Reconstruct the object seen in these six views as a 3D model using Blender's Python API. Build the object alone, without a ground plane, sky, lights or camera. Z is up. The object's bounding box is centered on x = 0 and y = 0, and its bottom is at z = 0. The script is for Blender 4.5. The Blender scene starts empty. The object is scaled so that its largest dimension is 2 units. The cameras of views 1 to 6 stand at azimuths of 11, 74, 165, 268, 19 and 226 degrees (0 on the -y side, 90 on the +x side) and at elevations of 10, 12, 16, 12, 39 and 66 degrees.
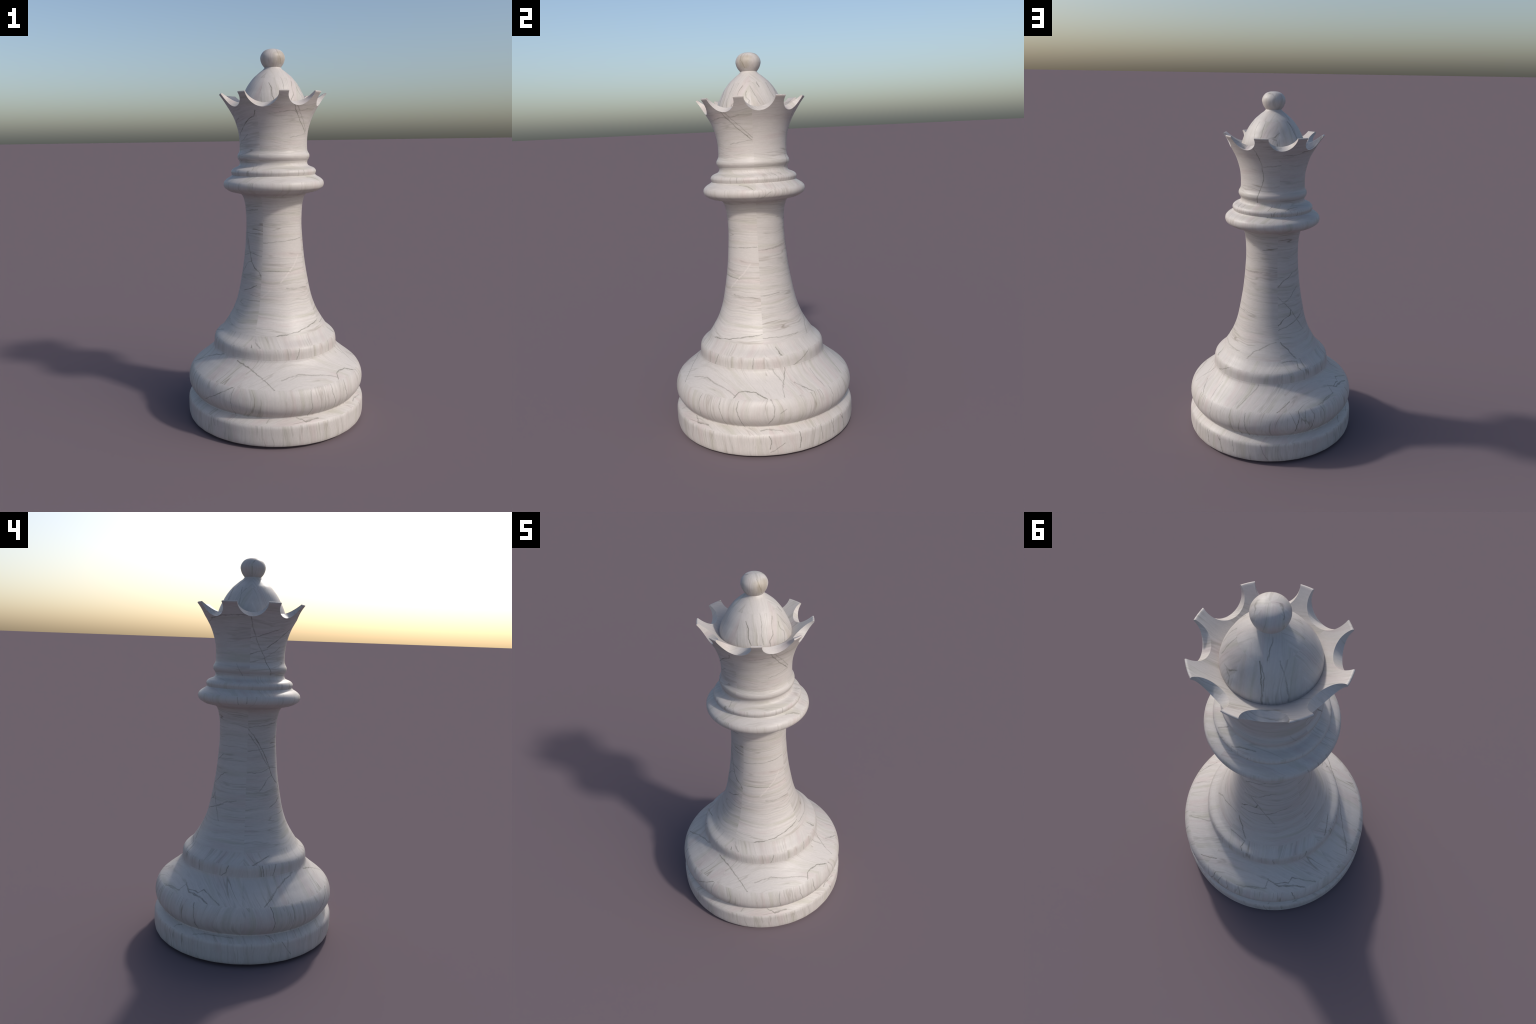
"""Tall turned chess queen in pale banded marble: a lathe-turned body with a
scalloped coronet, a dome and a ball finial.  Everything is computed from a
handful of profile curves, eight scallop cutters and procedural marble nodes."""
import bpy, bmesh, math, random
from mathutils import Vector, Matrix

SEGMENTS = 160           # turns of the lathe
SEAM = -13.0             # azimuth (deg) where the first of four stone panels begins
PANELS = (90.0, 191.0, 282.0)   # where the other three begin, counted from the first

# --------------------------------------------------------------------------
# Turned profile, bottom to top, as (radius, height) control points per part
# --------------------------------------------------------------------------
PROFILE = {
    "plinth": [(.4400, .0000), (.4600, .0095), (.4800, .0125), (.4868, .0160), (.4905, .0240), (.4928, .0370),
               (.4938, .0550), (.4938, .0800), (.4935, .1020), (.4918, .1170), (.4868, .1275), (.4770, .1370),
               (.4655, .1458), (.4545, .1532)],
    "base_torus": [(.4545, .1532), (.4535, .1578), (.4580, .1645), (.4665, .1740), (.4755, .1865), (.4828, .2010), (.4872, .2180),
                   (.4878, .2405), (.4812, .2710), (.4680, .2950), (.4507, .3116), (.4323, .3264), (.4122, .3417),
                   (.3931, .3574), (.3721, .3745), (.3560, .3917), (.3460, .4053), (.3423, .4160)],
    "foot_ring": [(.3423, .4160), (.3412, .4270), (.3406, .4392), (.3390, .4546), (.3345, .4679), (.3250, .4801),
                  (.3085, .4941), (.2979, .5031), (.2874, .5157), (.2805, .5260)],
    "stem": [(.2805, .5260), (.2698, .5417), (.2577, .5615), (.2450, .5829), (.2332, .6053), (.2241, .6258),
             (.2156, .6478), (.2076, .6718), (.1997, .7012), (.1919, .7358), (.1842, .7773), (.1734, .8389),
             (.1645, .9019), (.1585, .9609), (.1540, 1.0178), (.1510, 1.0652), (.1504, 1.0915), (.1508, 1.1179),
             (.1516, 1.1441), (.1533, 1.1702), (.1560, 1.1946), (.1610, 1.2171), (.1660, 1.2329), (.1727, 1.2439)],
    "collar_ring": [(.1727, 1.2439), (.1785, 1.2490), (.1930, 1.2538), (.2190, 1.2597), (.2393, 1.2661), (.2524, 1.2741),
                    (.2628, 1.2815), (.2686, 1.2910), (.2705, 1.3022), (.2673, 1.3154), (.2578, 1.3266), (.2464, 1.3348),
                    (.2321, 1.3430), (.2234, 1.3505)],
    "collar_step": [(.2234, 1.3505), (.2266, 1.3592), (.2284, 1.3677), (.2259, 1.3757), (.2188, 1.3835), (.2072, 1.3897),
                    (.1968, 1.3936), (.1870, 1.3992), (.1822, 1.4075), (.1810, 1.4159)],
    "neck_bead": [(.1810, 1.4159), (.1834, 1.4252), (.1884, 1.4328), (.1923, 1.4410), (.1932, 1.4495), (.1914, 1.4583),
                  (.1862, 1.4675), (.1818, 1.4784), (.1802, 1.4935)],
    "crown": [(.1802, 1.4935), (.1800, 1.5137), (.1806, 1.5330), (.1835, 1.5652), (.1876, 1.5868), (.1920, 1.6033),
              (.1970, 1.6199), (.2034, 1.6380), (.2118, 1.6577), (.2206, 1.6742), (.2305, 1.6917), (.2399, 1.7067),
              (.2622, 1.7405), (.2830, 1.7680)],
    "dome": [(.1782, 1.6900), (.1755, 1.7200), (.1692, 1.7421), (.1601, 1.7641), (.1518, 1.7799), (.1417, 1.7996),
             (.1299, 1.8186), (.1170, 1.8357), (.0998, 1.8554), (.0830, 1.8700), (.0668, 1.8834), (.0507, 1.8952),
             (.0425, 1.9049)],
    "finial": [(.0425, 1.9049), (.0502, 1.9144), (.0565, 1.9239), (.0623, 1.9384), (.0646, 1.9511), (.0628, 1.9639),
               (.0549, 1.9784), (.0420, 1.9906), (.0217, 1.9982), (.0000, 2.0000)],
}
CROWN_RIM = [(.2830, 1.7680), (.2828, 1.7712), (.2800, 1.7735), (.2760, 1.7735)]
CROWN_BOWL = [(.2760, 1.7735), (.2400, 1.7490), (.2050, 1.7245), (.1700, 1.7040)]

# scallops in the coronet, cut square to the flared wall: azimuth of the centre, half width (deg)
SCALLOPS = [(42.15, 16.15), (85.3, 16.1), (129.3, 16.0), (177.1, 15.9), (222.1, 16.1), (270.5, 15.5), (315.4, 15.9),
            (357.95, 17.65)]
SCALLOP_TILT = 33.0


def smooth_curve(points, steps):
    """Centripetal Catmull-Rom through the control points."""
    pts = [Vector(p) for p in points]
    q = [pts[0] * 2 - pts[1]] + pts + [pts[-1] * 2 - pts[-2]]
    out = []
    for i in range(len(pts) - 1):
        p0, p1, p2, p3 = q[i:i + 4]
        t0 = 0.0
        t1 = t0 + (p1 - p0).length ** .5
        t2 = t1 + (p2 - p1).length ** .5
        t3 = t2 + (p3 - p2).length ** .5
        for k in range(steps):
            t = t1 + (t2 - t1) * k / steps
            a1 = p0 * ((t1 - t) / (t1 - t0)) + p1 * ((t - t0) / (t1 - t0))
            a2 = p1 * ((t2 - t) / (t2 - t1)) + p2 * ((t - t1) / (t2 - t1))
            a3 = p2 * ((t3 - t) / (t3 - t2)) + p3 * ((t - t2) / (t3 - t2))
            b1 = a1 * ((t2 - t) / (t2 - t0)) + a2 * ((t - t0) / (t2 - t0))
            b2 = a2 * ((t3 - t) / (t3 - t1)) + a3 * ((t - t1) / (t3 - t1))
            out.append(b1 * ((t2 - t) / (t2 - t1)) + b2 * ((t - t1) / (t2 - t1)))
    out.append(pts[-1])
    return [(max(p.x, 0.0), p.y) for p in out]


def direction(azimuth):
    a = math.radians(azimuth)
    return Vector((math.sin(a), -math.cos(a), 0.0))


def panel_of(azimuth):
    turned = (azimuth - SEAM) % 360.0
    return sum(turned > p for p in PANELS)


def polygon_factor(index, amount):
    """The lowest edge of the plinth is coarsely turned: slightly polygonal."""
    a = 2 * math.pi * index / SEGMENTS
    half = math.pi / 32
    local = (a + half) % (2 * half) - half
    return 1.0 - amount * (1.0 - math.cos(half) / math.cos(local))


def lathe(name, profile, materials, closed=False, material_of=None, facet_below=None, panel_slots=False):
    """Revolve a profile; smooth normals follow the profile itself."""
    verts, faces, slots, normals = [], [], [], []
    count = len(profile)
    tangents = []
    for i in range(count):
        a = Vector(profile[max(i - 1, 0)])
        b = Vector(profile[min(i + 1, count - 1)])
        tangents.append((b - a).normalized())
    for i, (r, z) in enumerate(profile):
        n2 = Vector((tangents[i].y, -tangents[i].x))
        for k in range(SEGMENTS):
            d = direction(360.0 * k / SEGMENTS)
            rr = r
            if facet_below and z < facet_below:
                rr = r * polygon_factor(k, 1.0 - z / facet_below)
            verts.append(d * rr + Vector((0, 0, z)))
            normals.append((d * n2.x + Vector((0, 0, n2.y))).normalized())
    last = count if closed else count - 1
    for i in range(last):
        j = (i + 1) % count
        mid = (profile[i][0] + profile[j][0]) / 2, (profile[i][1] + profile[j][1]) / 2
        slot = material_of(*mid) if material_of else 0
        for k in range(SEGMENTS):
            m = (k + 1) % SEGMENTS
            if panel_slots:
                slot = panel_of(360.0 * (k + .5) / SEGMENTS)
            faces.append((i * SEGMENTS + k, i * SEGMENTS + m, j * SEGMENTS + m, j * SEGMENTS + k))
            slots.append(slot)
    mesh = bpy.data.meshes.new(name)
    mesh.from_pydata(verts, [], faces)
    for m in materials:
        mesh.materials.append(m)
    mesh.polygons.foreach_set("material_index", slots)
    mesh.polygons.foreach_set("use_smooth", [True] * len(faces))
    mesh.update()
    if not closed:
        mesh.normals_split_custom_set_from_vertices(normals)
    obj = bpy.data.objects.new(name, mesh)
    bpy.context.scene.collection.objects.link(obj)
    return obj


# --------------------------------------------------------------------------
# Marble: node helpers
# --------------------------------------------------------------------------
class Nodes:
    def __init__(self, tree):
        self.t = tree

    def put(self, kind, **props):
        n = self.t.nodes.new(kind)
        for k, v in props.items():
            setattr(n, k, v)
        return n

    def link(self, a, b):
        self.t.links.new(a, b)

    def feed(self, socket, value):
        if isinstance(value, bpy.types.NodeSocket):
            self.t.links.new(value, socket)
        else:
            socket.default_value = value

    def math(self, op, a, b=0.0, c=0.0, clamp=False):
        n = self.put("ShaderNodeMath", operation=op, use_clamp=clamp)
        self.feed(n.inputs[0], a)
        self.feed(n.inputs[1], b)
        self.feed(n.inputs[2], c)
        return n.outputs[0]

    def vec(self, op, a, b=(0, 0, 0), scale=None):
        n = self.put("ShaderNodeVectorMath", operation=op)
        self.feed(n.inputs[0], a)
        self.feed(n.inputs[1], b)
        if scale is not None:
            self.feed(n.inputs["Scale"], scale)
        return n.outputs["Value"] if op in ("LENGTH", "DOT_PRODUCT", "DISTANCE") else n.outputs["Vector"]

    def combine(self, x, y, z=0.0):
        n = self.put("ShaderNodeCombineXYZ")
        for s, v in zip(n.inputs, (x, y, z)):
            self.feed(s, v)
        return n.outputs[0]

    def split(self, v):
        n = self.put("ShaderNodeSeparateXYZ")
        self.feed(n.inputs[0], v)
        return n.outputs

    def noise(self, v, scale=1.0, detail=2.0, rough=.5, distortion=0.0, colour=False):
        n = self.put("ShaderNodeTexNoise")
        self.feed(n.inputs["Vector"], v)
        n.inputs["Scale"].default_value = scale
        n.inputs["Detail"].default_value = detail
        n.inputs["Roughness"].default_value = rough
        n.inputs["Distortion"].default_value = distortion
        return n.outputs["Color"] if colour else n.outputs["Fac"]

    def step(self, v, lo, hi, out_lo=0.0, out_hi=1.0):
        n = self.put("ShaderNodeMapRange", interpolation_type="SMOOTHSTEP")
        self.feed(n.inputs["Value"], v)
        n.inputs["From Min"].default_value = lo
        n.inputs["From Max"].default_value = hi
        n.inputs["To Min"].default_value = out_lo
        n.inputs["To Max"].default_value = out_hi
        return n.outputs["Result"]

    def mix(self, fac, a, b, blend="MIX"):
        n = self.put("ShaderNodeMix", data_type="RGBA", blend_type=blend)
        self.feed(n.inputs["Factor"], fac)
        for s, v in ((n.inputs["A"], a), (n.inputs["B"], b)):
            s2 = [i for i in n.inputs if i.name == s.name and i.type == "RGBA"][0]
            self.feed(s2, v)
        return [o for o in n.outputs if o.type == "RGBA"][0]


def crack_group():
    """Soft line along one straight piece of a vein: distance of P to A-B."""
    g = bpy.data.node_groups.new("vein_piece", "ShaderNodeTree")
    for nm, kind in (("P", "NodeSocketVector"), ("A", "NodeSocketVector"), ("B", "NodeSocketVector"),
                     ("Width", "NodeSocketFloat"), ("Strength", "NodeSocketFloat"), ("Before", "NodeSocketFloat")):
        g.interface.new_socket(nm, in_out="INPUT", socket_type=kind)
    g.interface.new_socket("After", in_out="OUTPUT", socket_type="NodeSocketFloat")
    n = Nodes(g)
    gi, go = n.put("NodeGroupInput"), n.put("NodeGroupOutput")
    P, A, B, W, S, before = gi.outputs[:6]
    ab = n.vec("SUBTRACT", B, A)
    ap = n.vec("SUBTRACT", P, A)
    t = n.math("DIVIDE", n.vec("DOT_PRODUCT", ap, ab), n.vec("DOT_PRODUCT", ab, ab), clamp=True)
    dist = n.vec("LENGTH", n.vec("SUBTRACT", ap, n.vec("SCALE", ab, scale=t)))
    fall = n.math("SUBTRACT", 1.0, n.math("DIVIDE", dist, W), clamp=True)
    n.link(n.math("MAXIMUM", before, n.math("MULTIPLY", fall, S)), go.inputs[0])
    return g


WARM = (.500, .467, .444, 1)
PINK = (.480, .421, .403, 1)
OLIVE = (.418, .396, .344, 1)
VEIN = (.150, .142, .115, 1)
BEDDING = (.225, .200, .160, 1)
BROWN = (.330, .280, .215, 1)
PALE = (.560, .515, .490, 1)


def marble(name, bands, seed, tints=(1, 1, 1, 1), veins=(), reference=.2, plan=False, brown=None, pale=(),
           streak=1.0, line_gate=.52, band_turn=119.0):
    """bands: 'level' runs round the body, 'upright' up and down it, 'plan' straight
    across as seen from above.  veins: single cracks as (strength, width, points)."""
    rnd = random.Random(seed)
    mat = bpy.data.materials.new(name)
    mat.use_nodes = True
    tree = mat.node_tree
    tree.nodes.clear()
    n = Nodes(tree)
    co = n.put("ShaderNodeTexCoord").outputs["Object"]
    x, y, z = n.split(co)
    az = n.math("ARCTAN2", x, n.math("MULTIPLY", y, -1.0))
    turned = n.math("FLOORED_MODULO", n.math("SUBTRACT", az, math.radians(SEAM)), 2 * math.pi)
    past = [n.math("GREATER_THAN", turned, math.radians(p)) for p in PANELS]
    panel = n.math("ADD", n.math("ADD", past[0], past[1]), past[2])
    local = n.math("SUBTRACT", turned, n.math("MULTIPLY_ADD", panel, math.radians(93.0), math.radians(45.0)))
    radius = n.vec("LENGTH", n.combine(x, y, 0.0))
    across = n.math("MULTIPLY", radius, n.math("SINE", local))
    shift = n.math("MULTIPLY_ADD", panel, 3.71, seed * 1.37)
    if bands == "level":
        s, t = across, z
    elif bands == "upright":
        s, t = z, across
    else:
        d = direction(band_turn)
        s = n.vec("DOT_PRODUCT", co, tuple(d))
        t = n.vec("DOT_PRODUCT", co, (-d.y, d.x, 0))
    # gentle waviness of the bedding
    soft = n.noise(n.combine(n.math("MULTIPLY", s, 3.0), n.math("MULTIPLY", t, 3.0), shift), 1.0, 2.0)
    fine = n.noise(n.combine(n.math("MULTIPLY", s, 22.0), n.math("MULTIPLY", t, 22.0), shift), 1.0, 2.0)
    t = n.math("ADD", t, n.math("MULTIPLY_ADD", soft, .08, -.04))
    t = n.math("ADD", t, n.math("MULTIPLY_ADD", fine, .006, -.003))

    def field(fs, ft, off, detail=2.0, rough=.5):
        return n.noise(n.combine(n.math("MULTIPLY", s, fs), n.math("MULTIPLY_ADD", t, ft, off), n.math("ADD", shift, off)),
                       1.0, detail, rough)

    # broad beds of colour
    colour = n.mix(n.step(field(3.2, 24.0, 5.1, 3.0), .48, .74), WARM, PINK)
    colour = n.mix(n.math("MULTIPLY", n.step(field(2.6, 34.0, 11.3, 3.0), .50, .76), .8), colour, OLIVE)
    # fine bedding streaks and grain
    # (strong in some places, almost absent in others)
    patch = n.step(field(3.5, 9.0, 31.0, 1.0), .34, .66, .22, 1.15)
    beds = n.math("ADD", n.math("MULTIPLY_ADD", field(3.0, 110.0, 2.2, 3.0, .6), .32, -.16),
                  n.math("MULTIPLY_ADD", field(2.2, 34.0, 8.8, 3.0), .22, -.11))
    value = n.math("MULTIPLY_ADD", beds, n.math("MULTIPLY", patch, streak), 1.0)
    grain = n.math("MULTIPLY_ADD", n.noise(co, 190.0, 3.0, .65), .12, .94)
    fibre = n.math("MULTIPLY_ADD", field(45.0, 210.0, 4.4, 2.0), .16, .92)
    value = n.math("MULTIPLY", value, n.math("MULTIPLY", grain, fibre))
    tint = n.put("ShaderNodeValToRGB")
    tint.color_ramp.interpolation = "CONSTANT"
    while len(tint.color_ramp.elements) < 4:
        tint.color_ramp.elements.new(.5)
    for i, e in enumerate(tint.color_ramp.elements):
        e.position = i * .25
        e.color = (tints[i] * .5,) * 3 + (1,)
    n.feed(tint.inputs[0], n.math("MULTIPLY_ADD", panel, .25, .125))
    value = n.math("MULTIPLY", value, n.math("MULTIPLY", tint.outputs["Color"], 2.0))
    # thin lines that follow the bedding, broken up along their run
    line = n.math("ABSOLUTE", n.math("SUBTRACT", field(1.1, 10.0, 3.3, 3.0, .5), .5))
    line = n.math("MULTIPLY", n.step(line, .0, .012, 1.0, 0.0), n.step(field(5.0, 9.0, 7.7), line_gate, line_gate + .16))
    line2 = n.math("ABSOLUTE", n.math("SUBTRACT", field(1.5, 21.0, 13.3, 3.0, .55), .48))
    line2 = n.math("MULTIPLY", n.step(line2, .0, .026, .50, 0.0), n.step(field(4.0, 12.0, 17.7), .40, .60))
    line3 = n.math("ABSOLUTE", n.math("SUBTRACT", field(1.8, 44.0, 23.3, 2.0, .5), .5))
    line3 = n.math("MULTIPLY", n.step(line3, .0, .030, .30, 0.0), n.step(field(3.0, 8.0, 27.7), .44, .62))
    lines = n.math("MAXIMUM", n.math("MAXIMUM", line, line2), line3)
    colour = n.mix(n.math("MULTIPLY", lines, .50 + .28 * streak), colour, BEDDING)
    # single prominent veins at their places
    if veins or pale:
        jitter = n.noise(co, 38.0, 3.0, .6, colour=True)
        jitter = n.vec("SCALE", n.vec("SUBTRACT", jitter, (.5, .5, .5)), scale=.013)
        jx, jy, _ = n.split(jitter)
        if plan:
            place = n.combine(x, y, 0.0)
        else:
            place = n.combine(n.math("MULTIPLY", turned, reference), z, 0.0)
        place = n.vec("ADD", place, n.combine(jx, jy, 0.0))

        def drawn(lines, width):
            before = 0.0
            for strength, points in lines:
                if plan:
                    pts = [tuple(direction(a) * r) for a, r in points]
                else:
                    pts = [(math.radians((a - SEAM) % 360.0) * reference, h, 0.0) for a, h in points]
                    if abs(pts[0][0] - pts[-1][0]) > math.pi * reference:      # a vein may not wrap past the seam
                        pts = [p if p[0] < math.pi * reference else (p[0] - 2 * math.pi * reference, p[1], 0.0) for p in pts]
                for a, b in zip(pts, pts[1:]):
                    g = n.put("ShaderNodeGroup", node_tree=PIECE)
                    n.feed(g.inputs["P"], place)
                    g.inputs["A"].default_value = a
                    g.inputs["B"].default_value = b
                    g.inputs["Width"].default_value = width
                    g.inputs["Strength"].default_value = strength
                    n.feed(g.inputs["Before"], before)
                    before = g.outputs[0]
            return before

        wear = n.step(n.noise(co, 26.0, 2.0), .30, .60, .5, 1.0)
        if pale:
            colour = n.mix(n.math("MULTIPLY", drawn(pale, .006), 1.1, clamp=True), colour, PALE)
        if veins:
            dark = n.math("MULTIPLY", drawn(veins, .0036), n.math("MULTIPLY", wear, 1.1), clamp=True)
            colour = n.mix(dark, colour, VEIN)
    if brown:
        (a, h), size = brown
        c = direction(a)
        near = n.vec("DISTANCE", co, tuple(c * reference + Vector((0, 0, h))))
        spot = n.step(n.math("ADD", near, n.math("MULTIPLY_ADD", n.noise(co, 30.0), .06, -.03)), size * .3, size, .62, 0.0)
        colour = n.mix(spot, colour, BROWN)
    colour = n.mix(1.0, colour, n.combine(value, value, value), "MULTIPLY")
    bsdf = n.put("ShaderNodeBsdfPrincipled")
    n.feed(bsdf.inputs["Base Color"], colour)
    bsdf.inputs["Roughness"].default_value = .48
    bsdf.inputs["Specular IOR Level"].default_value = .4
    bump = n.put("ShaderNodeBump")
    bump.inputs["Strength"].default_value = .06
    bump.inputs["Distance"].default_value = .004
    n.feed(bump.inputs["Height"], n.noise(co, 120.0, 3.0))
    n.feed(bsdf.inputs["Normal"], bump.outputs[0])
    out = n.put("ShaderNodeOutputMaterial")
    n.link(bsdf.outputs[0], out.inputs[0])
    return mat


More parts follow.
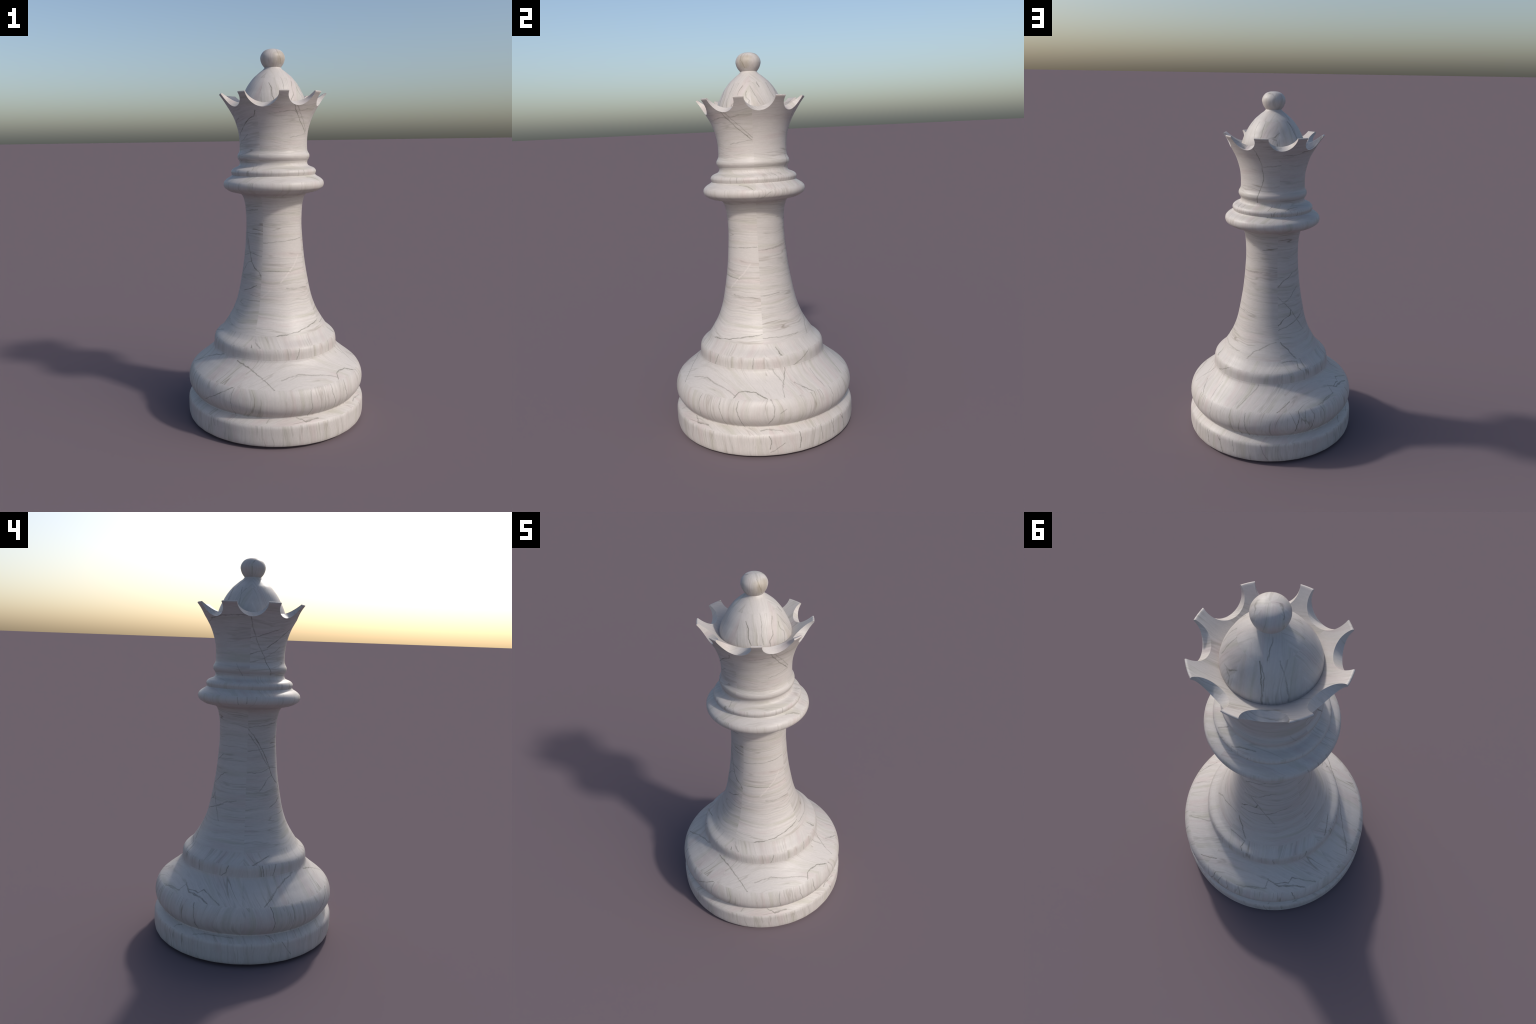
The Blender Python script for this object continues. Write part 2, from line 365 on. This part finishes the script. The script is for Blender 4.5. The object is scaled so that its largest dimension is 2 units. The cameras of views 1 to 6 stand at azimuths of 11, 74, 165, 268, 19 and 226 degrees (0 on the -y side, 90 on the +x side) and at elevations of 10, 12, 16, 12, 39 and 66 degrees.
# Prominent single veins: strength, then (azimuth, height) points along the vein;
# on surfaces that face up, (azimuth, radius) points.
VEINS = {
    "stem": [
        (.90, [(316, .941), (322, .899), (333, .859), (342, .843), (346, .820)]),
        (.80, [(269, 1.148), (287, 1.090), (295, 1.057), (306, 1.007), (316, .938)]),
        (.60, [(270, 1.121), (288, 1.063), (303, .987), (314, .943)]),
        (.60, [(316, .941), (330, .935), (345, .927)]),
        (.60, [(337, .855), (348, .850), (12, .852), (38, .843)]),
        (.80, [(311, .734), (328, .754), (338, .772)]),
        (.55, [(348, .998), (12, 1.005), (37, 1.009), (75, 1.014)]),
        (.85, [(358, .515), (8, .525), (24, .534), (36, .542), (63, .563), (77, .570)]),
        (.55, [(29, .759), (48, .755), (62, .752), (76, .749)]),
        (.50, [(78, .998), (95, .998), (114, 1.002), (144, 1.007)]),
        (.50, [(77, .760), (92, .761), (109, .767)]),
        (.50, [(77, .553), (93, .551), (105, .551), (123, .550)]),
        (.70, [(146, 1.144), (160, 1.148), (177, 1.157)]),
        (.50, [(90, .999), (133, 1.011), (161, 1.013), (177, 1.014)]),
        (.55, [(135, .518), (143, .564), (150, .578), (165, .612), (173, .618)]),
        (.80, [(179, .930), (192, .965), (202, .976), (215, 1.001)]),
        (.60, [(178, .874), (192, .829), (203, .793), (214, .736), (228, .655)]),
        (.65, [(180, .827), (192, .838), (204, .858), (214, .887), (230, .911)]),
        (.90, [(203, .787), (201, .759), (188, .745), (178, .706)]),
        (.75, [(178, .685), (193, .699), (215, .726), (230, .744)]),
        (.75, [(179, .619), (183, .602), (189, .576), (197, .529)]),
        (.60, [(269, 1.156), (286, 1.160), (309, 1.165), (336, 1.175)]),
        (.50, [(269, 1.031), (284, 1.034), (299, 1.043), (332, 1.045)]),
        (.60, [(270, .920), (284, .918), (298, .921), (314, .935)]),
        (.60, [(324, .899), (312, .888), (304, .858), (293, .822)]),
        (.50, [(193, .700), (217, .729), (234, .755), (254, .770)]),
    ],
    "torus_side": [
        (.80, [(320, .201), (330, .246), (337, .281), (342, .302)]),
        (.60, [(343, .298), (342, .264), (342, .219), (343, .143)]),
        (.55, [(32, .300), (31, .257), (32, .207), (30, .144)]),
        (.60, [(47, .299), (47, .258), (49, .202), (50, .143)]),
        (.70, [(59, .297), (58, .262), (60, .207), (62, .143)]),
        (.80, [(79, .301), (81, .266), (80, .220), (77, .178)]),
        (.60, [(88, .255), (84, .234)]),
        (.50, [(121, .301), (122, .253), (121, .204), (123, .144)]),
        (.50, [(138, .294), (138, .260), (140, .206), (140, .144)]),
        (.65, [(149, .297), (149, .257), (150, .210), (152, .147)]),
        (1.0, [(186, .302), (186, .278), (184, .235), (183, .193)]),
        (.70, [(191, .302), (190, .271), (190, .233)]),
        (.80, [(195, .301), (197, .273), (196, .236), (195, .195)]),
        (.90, [(238, .298), (239, .272), (240, .221), (241, .143)]),
        (.90, [(287, .301), (288, .269), (289, .228), (288, .182)]),
        (.50, [(302, .302), (302, .258), (301, .201), (303, .142)]),
    ],
    "ring_side": [
        (.70, [(32, .469), (30, .436), (28, .413), (28, .389)]),
        (.70, [(67, .469), (66, .411)]),
        (.60, [(122, .470), (112, .437), (102, .412)]),
        (.60, [(226, .468), (227, .430), (227, .390)]),
        (.80, [(256, .470), (254, .435), (250, .415)]),
        (.80, [(286, .470), (287, .412)]),
        (.60, [(186, .455), (186, .414)]),
        (.70, [(299, .471), (295, .410)]),
    ],
    "ring_top": [
        (.85, [(344, .511), (348, .473)]),
        (.50, [(349, .509), (351, .494), (356, .477)]),
        (.90, [(89, .510), (91, .485), (94, .472)]),
        (.70, [(178, .518), (186, .522), (197, .515)]),
        (.80, [(197, .512), (196, .489), (198, .473)]),
        (.80, [(92, .473), (91, .494), (89, .511)]),
        (.70, [(277, .474), (285, .491), (296, .508)]),
    ],
    "plinth_side": [
        (.50, [(328, .121), (330, .081)]),
        (.80, [(77, .123), (78, .088), (77, .053)]),
        (.70, [(77, .034), (82, .056), (86, .079)]),
        (.90, [(95, .124), (96, .091), (95, .035)]),
        (.60, [(110, .124), (111, .046)]),
        (.60, [(121, .125), (120, .044)]),
        (.60, [(131, .123), (132, .048)]),
        (.60, [(119, .122), (121, .045)]),
        (.80, [(129, .120), (132, .086), (133, .027)]),
        (.50, [(141, .120), (142, .054)]),
        (.50, [(160, .120), (162, .067), (165, .028)]),
        (.60, [(294, .123), (296, .091), (300, .047)]),
    ],
    "crown": [
        (.90, [(346, 1.680), (342, 1.653), (333, 1.641), (324, 1.620), (296, 1.557)]),
        (.90, [(337, 1.638), (343, 1.632), (347, 1.642)]),
        (.85, [(36, 1.707), (43, 1.668), (54, 1.623), (66, 1.590), (76, 1.561)]),
        (.60, [(40, 1.706), (49, 1.667), (63, 1.616), (76, 1.576)]),
        (.50, [(38, 1.546), (61, 1.556), (76, 1.563)]),
        (.50, [(18, 1.671), (37, 1.678), (42, 1.671), (60, 1.685)]),
        (.90, [(141, 1.714), (148, 1.637), (149, 1.588), (151, 1.546), (142, 1.468), (139, 1.433), (139, 1.411)]),
        (.50, [(150, 1.617), (166, 1.618), (178, 1.624)]),
        (.50, [(179, 1.681), (195, 1.677), (211, 1.690)]),
        (.70, [(208, 1.692), (232, 1.707), (246, 1.710), (264, 1.709)]),
        (.80, [(269, 1.701), (271, 1.657), (281, 1.572), (291, 1.517), (299, 1.461), (305, 1.423)]),
        (.60, [(268, 1.605), (280, 1.612), (299, 1.633), (311, 1.647)]),
        (.70, [(269, 1.524), (278, 1.535), (297, 1.549)]),
        (.50, [(269, 1.484), (289, 1.501), (307, 1.531), (324, 1.563)]),
        (.50, [(248, 1.475), (254, 1.439), (261, 1.402)]),
    ],
    "collar_side": [
        (.60, [(334, 1.376), (332, 1.350)]),
        (.50, [(53, 1.378), (53, 1.356)]),
        (.70, [(164, 1.373), (166, 1.348)]),
        (.70, [(203, 1.372), (202, 1.350)]),
        (.60, [(257, 1.316), (258, 1.281)]),
        (.70, [(267, 1.318), (267, 1.287)]),
        (.50, [(82, 1.278), (93, 1.307)]),
    ],
    "shoulder": [
        (.80, [(335, .352), (341, .356), (352, .378), (2, .419), (9, .460)]),
        (.50, [(287, .433), (298, .377), (317, .345)]),
        (.50, [(14, .415), (28, .395), (36, .408), (56, .445)]),
        (.85, [(55, .458), (58, .431), (62, .424), (70, .432), (77, .459)]),
        (.70, [(94, .344), (91, .379), (88, .424), (88, .459)]),
        (.50, [(79, .338), (83, .344), (87, .372), (90, .402)]),
        (.70, [(98, .402), (103, .432), (108, .461)]),
        (.50, [(117, .364), (117, .421), (118, .460)]),
        (.50, [(155, .345), (149, .387), (142, .457)]),
        (.80, [(181, .414), (175, .442), (167, .477)]),
        (.80, [(222, .403), (230, .431), (237, .432), (246, .455)]),
        (.50, [(222, .439), (214, .449), (202, .460)]),
        (.80, [(227, .421), (237, .421), (240, .402), (246, .422), (255, .458)]),
        (.80, [(230, .434), (239, .438), (247, .459)]),
        (.70, [(283, .458), (289, .428), (295, .391), (305, .361), (317, .345)]),
        (.50, [(205, .462), (212, .444), (221, .443), (223, .401)]),
    ],
    "plinth_top": [
        (.80, [(23, .456), (26, .467), (28, .480), (37, .472)]),
        (.50, [(4, .476), (5, .461), (6, .453)]),
        (.60, [(72, .467), (78, .466), (85, .476)]),
        (.60, [(239, .479), (247, .465), (255, .464), (264, .467)]),
        (.70, [(284, .453), (287, .464), (289, .480)]),
        (.70, [(223, .481), (224, .467), (227, .458)]),
    ],
    "collar_top": [
        (.70, [(102, .193), (106, .220)]),
        (.70, [(115, .194), (115, .219)]),
        (.50, [(337, .186), (340, .220)]),
        (.60, [(159, .224), (165, .187)]),
        (.60, [(184, .222), (193, .207), (209, .199)]),
        (.50, [(57, .233), (67, .244), (74, .263)]),
    ],
    "dome": [
        (.85, [(1, 1.818), (7, 1.793), (8, 1.756), (13, 1.721)]),
        (.55, [(32, 1.845), (32, 1.810), (30, 1.764), (32, 1.724)]),
        (.65, [(60, 1.829), (52, 1.802), (50, 1.760), (43, 1.737), (43, 1.710)]),
        (.60, [(68, 1.800), (68, 1.771), (74, 1.755), (71, 1.714)]),
        (.80, [(95, 1.845), (97, 1.821)]),
        (.50, [(77, 1.825), (84, 1.786), (93, 1.735)]),
        (.50, [(124, 1.844), (122, 1.802), (126, 1.763)]),
        (.60, [(144, 1.846), (142, 1.804), (141, 1.759)]),
        (.60, [(209, 1.846), (217, 1.816), (218, 1.764)]),
        (.60, [(179, 1.790), (167, 1.768), (157, 1.761)]),
        (.90, [(208, 1.846), (212, 1.826), (214, 1.797), (216, 1.761), (217, 1.711)]),
        (.50, [(242, 1.846), (244, 1.815), (246, 1.778), (245, 1.711)]),
        (.60, [(234, 1.896), (225, 1.874), (221, 1.851)]),
        (.70, [(164, 1.759), (172, 1.753), (174, 1.719)]),
        (.80, [(166, 1.762), (177, 1.787)]),
    ],
    "finial": [
        (.90, [(35, 1.984), (42, 1.967), (41, 1.956), (47, 1.944), (57, 1.922)]),
        (.80, [(312, 1.996), (286, 1.990), (269, 1.974)]),
        (.50, [(264, 1.954), (264, 1.910)]),
        (.50, [(116, 1.991), (157, 1.987), (166, 1.976)]),
    ],
}
PALE_VEINS = {"stem": [(.80, [(61, .923), (51, .888), (40, .854), (20, .793)]), (.50, [(3, .748), (349, .711)])]}

PIECE = crack_group()
# key: bedding, seed, tint of the four panels, reference radius, extras
STONE = {
    "plinth_side": ("upright", 1, (1.0, .99, 1.0, .98), .49, {"streak": 0.85}),
    "plinth_top": ("plan", 2, (1.0, 1.0, 1.0, .98), .47, {"streak": 0.6}),
    "torus_side": ("upright", 3, (.97, 1.0, 1.0, .98), .48, {"streak": 0.75}),
    "shoulder": ("plan", 4, (1.0, 1.01, 1.0, .98), .40, {"streak": 0.6}),
    "ring_side": ("upright", 5, (.96, .96, .97, .97), .34, {"streak": 0.75}),
    "ring_top": ("upright", 6, (.98, .99, .99, .99), .31, {"streak": 0.6}),
    "stem": ("level", 7, (1.02, .955, .98, .95), .16, {"streak": 0.95}),
    "collar_side": ("upright", 8, (1.0, 1.0, 1.0, .98), .27, {"streak": 0.5}),
    "collar_top": ("plan", 9, (1.0, 1.0, 1.0, 1.0), .22, {"streak": 0.4}),
    "crown": ("level", 10, (1.0, .98, .95, 1.0), .20, {"streak": 0.55}),
    "crown_inside": ("plan", 11, (1.0, 1.0, 1.0, 1.0), .22, {"streak": 0.45}),
    "dome": ("upright", 12, (1.0, .97, .98, .98), .15, {"streak": 0.8}),
    "dome_top": ("upright", 15, (1.0, .99, .98, .98), .10, {"streak": 0.5}),
    "finial": ("upright", 13, (1.0, 1.0, .97, .97), .06, {"brown": ((58, 1.952), .055), "streak": .7}),
}
def in_panel(points, panel):
    middle = points[len(points) // 2][0]
    return panel_of(middle) == panel


M = {}
STEM_PANELS = []
for key, (bands, seed, tints, reference, extra) in STONE.items():
    veins = VEINS.get("dome" if key == "dome_top" else key, [])
    if key == "stem":        # each panel of the tall stem carries only its own veins
        STEM_PANELS = [marble("stem_marble", bands, seed, tints, [v for v in veins if in_panel(v[1], p)], reference,
                              pale=PALE_VEINS[key] if p == 0 else ()) for p in range(4)]
        continue
    M[key] = marble(key + "_marble", bands, seed, tints, veins, reference, plan=bands == "plan",
                    pale=PALE_VEINS.get(key, ()), **extra)

# --------------------------------------------------------------------------
# Build
# --------------------------------------------------------------------------
queen = bpy.data.objects.new("chess_queen", None)
bpy.context.scene.collection.objects.link(queen)
queen["label"] = "tall turned white marble chess queen with scalloped crown"
queen["category"] = "chess piece"

STEPS = {"stem": 5, "crown": 5}
curves = {k: smooth_curve(v, STEPS.get(k, 6)) for k, v in PROFILE.items()}
curves["plinth"] = [(.0, .0), (.30, .0)] + curves["plinth"]

parts = []
parts.append(lathe("plinth", curves["plinth"], [M["plinth_side"], M["plinth_top"]],
                   material_of=lambda r, z: int(z > .126), facet_below=.04))
parts.append(lathe("base_torus", curves["base_torus"], [M["torus_side"], M["shoulder"]],
                   material_of=lambda r, z: int(z > .303)))
parts.append(lathe("foot_ring", curves["foot_ring"], [M["ring_side"], M["ring_top"]],
                   material_of=lambda r, z: int(z > .474)))
parts.append(lathe("stem", curves["stem"], STEM_PANELS, panel_slots=True))
parts.append(lathe("collar_ring", curves["collar_ring"], [M["collar_side"], M["collar_top"]],
                   material_of=lambda r, z: int(z > .0 + 1.322)))
parts.append(lathe("collar_step", curves["collar_step"], [M["collar_side"], M["collar_top"]],
                   material_of=lambda r, z: int(z > 1.381)))
parts.append(lathe("neck_bead", curves["neck_bead"], [M["crown"]]))
parts.append(lathe("dome", curves["dome"], [M["dome"], M["dome_top"]], material_of=lambda r, z: int(z > 1.846)))
parts.append(lathe("finial", curves["finial"], [M["finial"]]))

# coronet: solid flared ring, then eight scallops cut square to its wall
rim = smooth_curve(CROWN_RIM, 3)[1:]
bowl = smooth_curve(CROWN_BOWL, 8)[1:]
loop = curves["crown"] + rim + bowl + [(.165, 1.690), (.165, 1.4935)]
crown = lathe("crown", loop, [M["crown"], M["crown_inside"]], closed=True,
              material_of=lambda r, z: int(r < .2830 and z > 1.7680 or (z > 1.69 and r < .205 + (z - 1.7235) * 1.40 + .004)))

cutter_mesh = bpy.data.meshes.new("scallop_cutters")
bm = bmesh.new()
for azimuth, half in SCALLOPS:
    cut_radius = .283 * math.sin(math.radians(half)) + .0003
    d = direction(azimuth)
    tilt = math.radians(SCALLOP_TILT)
    axis = d * math.cos(tilt) - Vector((0, 0, 1)) * math.sin(tilt)
    centre = d * .281 + Vector((0, 0, 1.768))
    turn = Vector((0, 0, 1)).rotation_difference(axis).to_matrix().to_4x4()
    bmesh.ops.create_cone(bm, cap_ends=True, segments=48, radius1=cut_radius, radius2=cut_radius,
                          depth=.20, matrix=Matrix.Translation(centre) @ turn)
bm.to_mesh(cutter_mesh)
bm.free()
cutter_mesh.materials.append(M["crown_inside"])
cutters = bpy.data.objects.new("scallop_cutters", cutter_mesh)
bpy.context.scene.collection.objects.link(cutters)
cut = crown.modifiers.new("scallops", "BOOLEAN")
cut.operation, cut.solver, cut.object, cut.use_self = "DIFFERENCE", "EXACT", cutters, True
cut.material_mode = "TRANSFER"
deps = bpy.context.evaluated_depsgraph_get()
carved = bpy.data.meshes.new_from_object(crown.evaluated_get(deps))
crown.modifiers.clear()
crown.data = carved
carved.name = "crown"
bpy.data.objects.remove(cutters)
carved.polygons.foreach_set("use_smooth", [True] * len(carved.polygons))
carved.set_sharp_from_angle(angle=math.radians(38))
parts.append(crown)

for p in parts:
    p.parent = queen
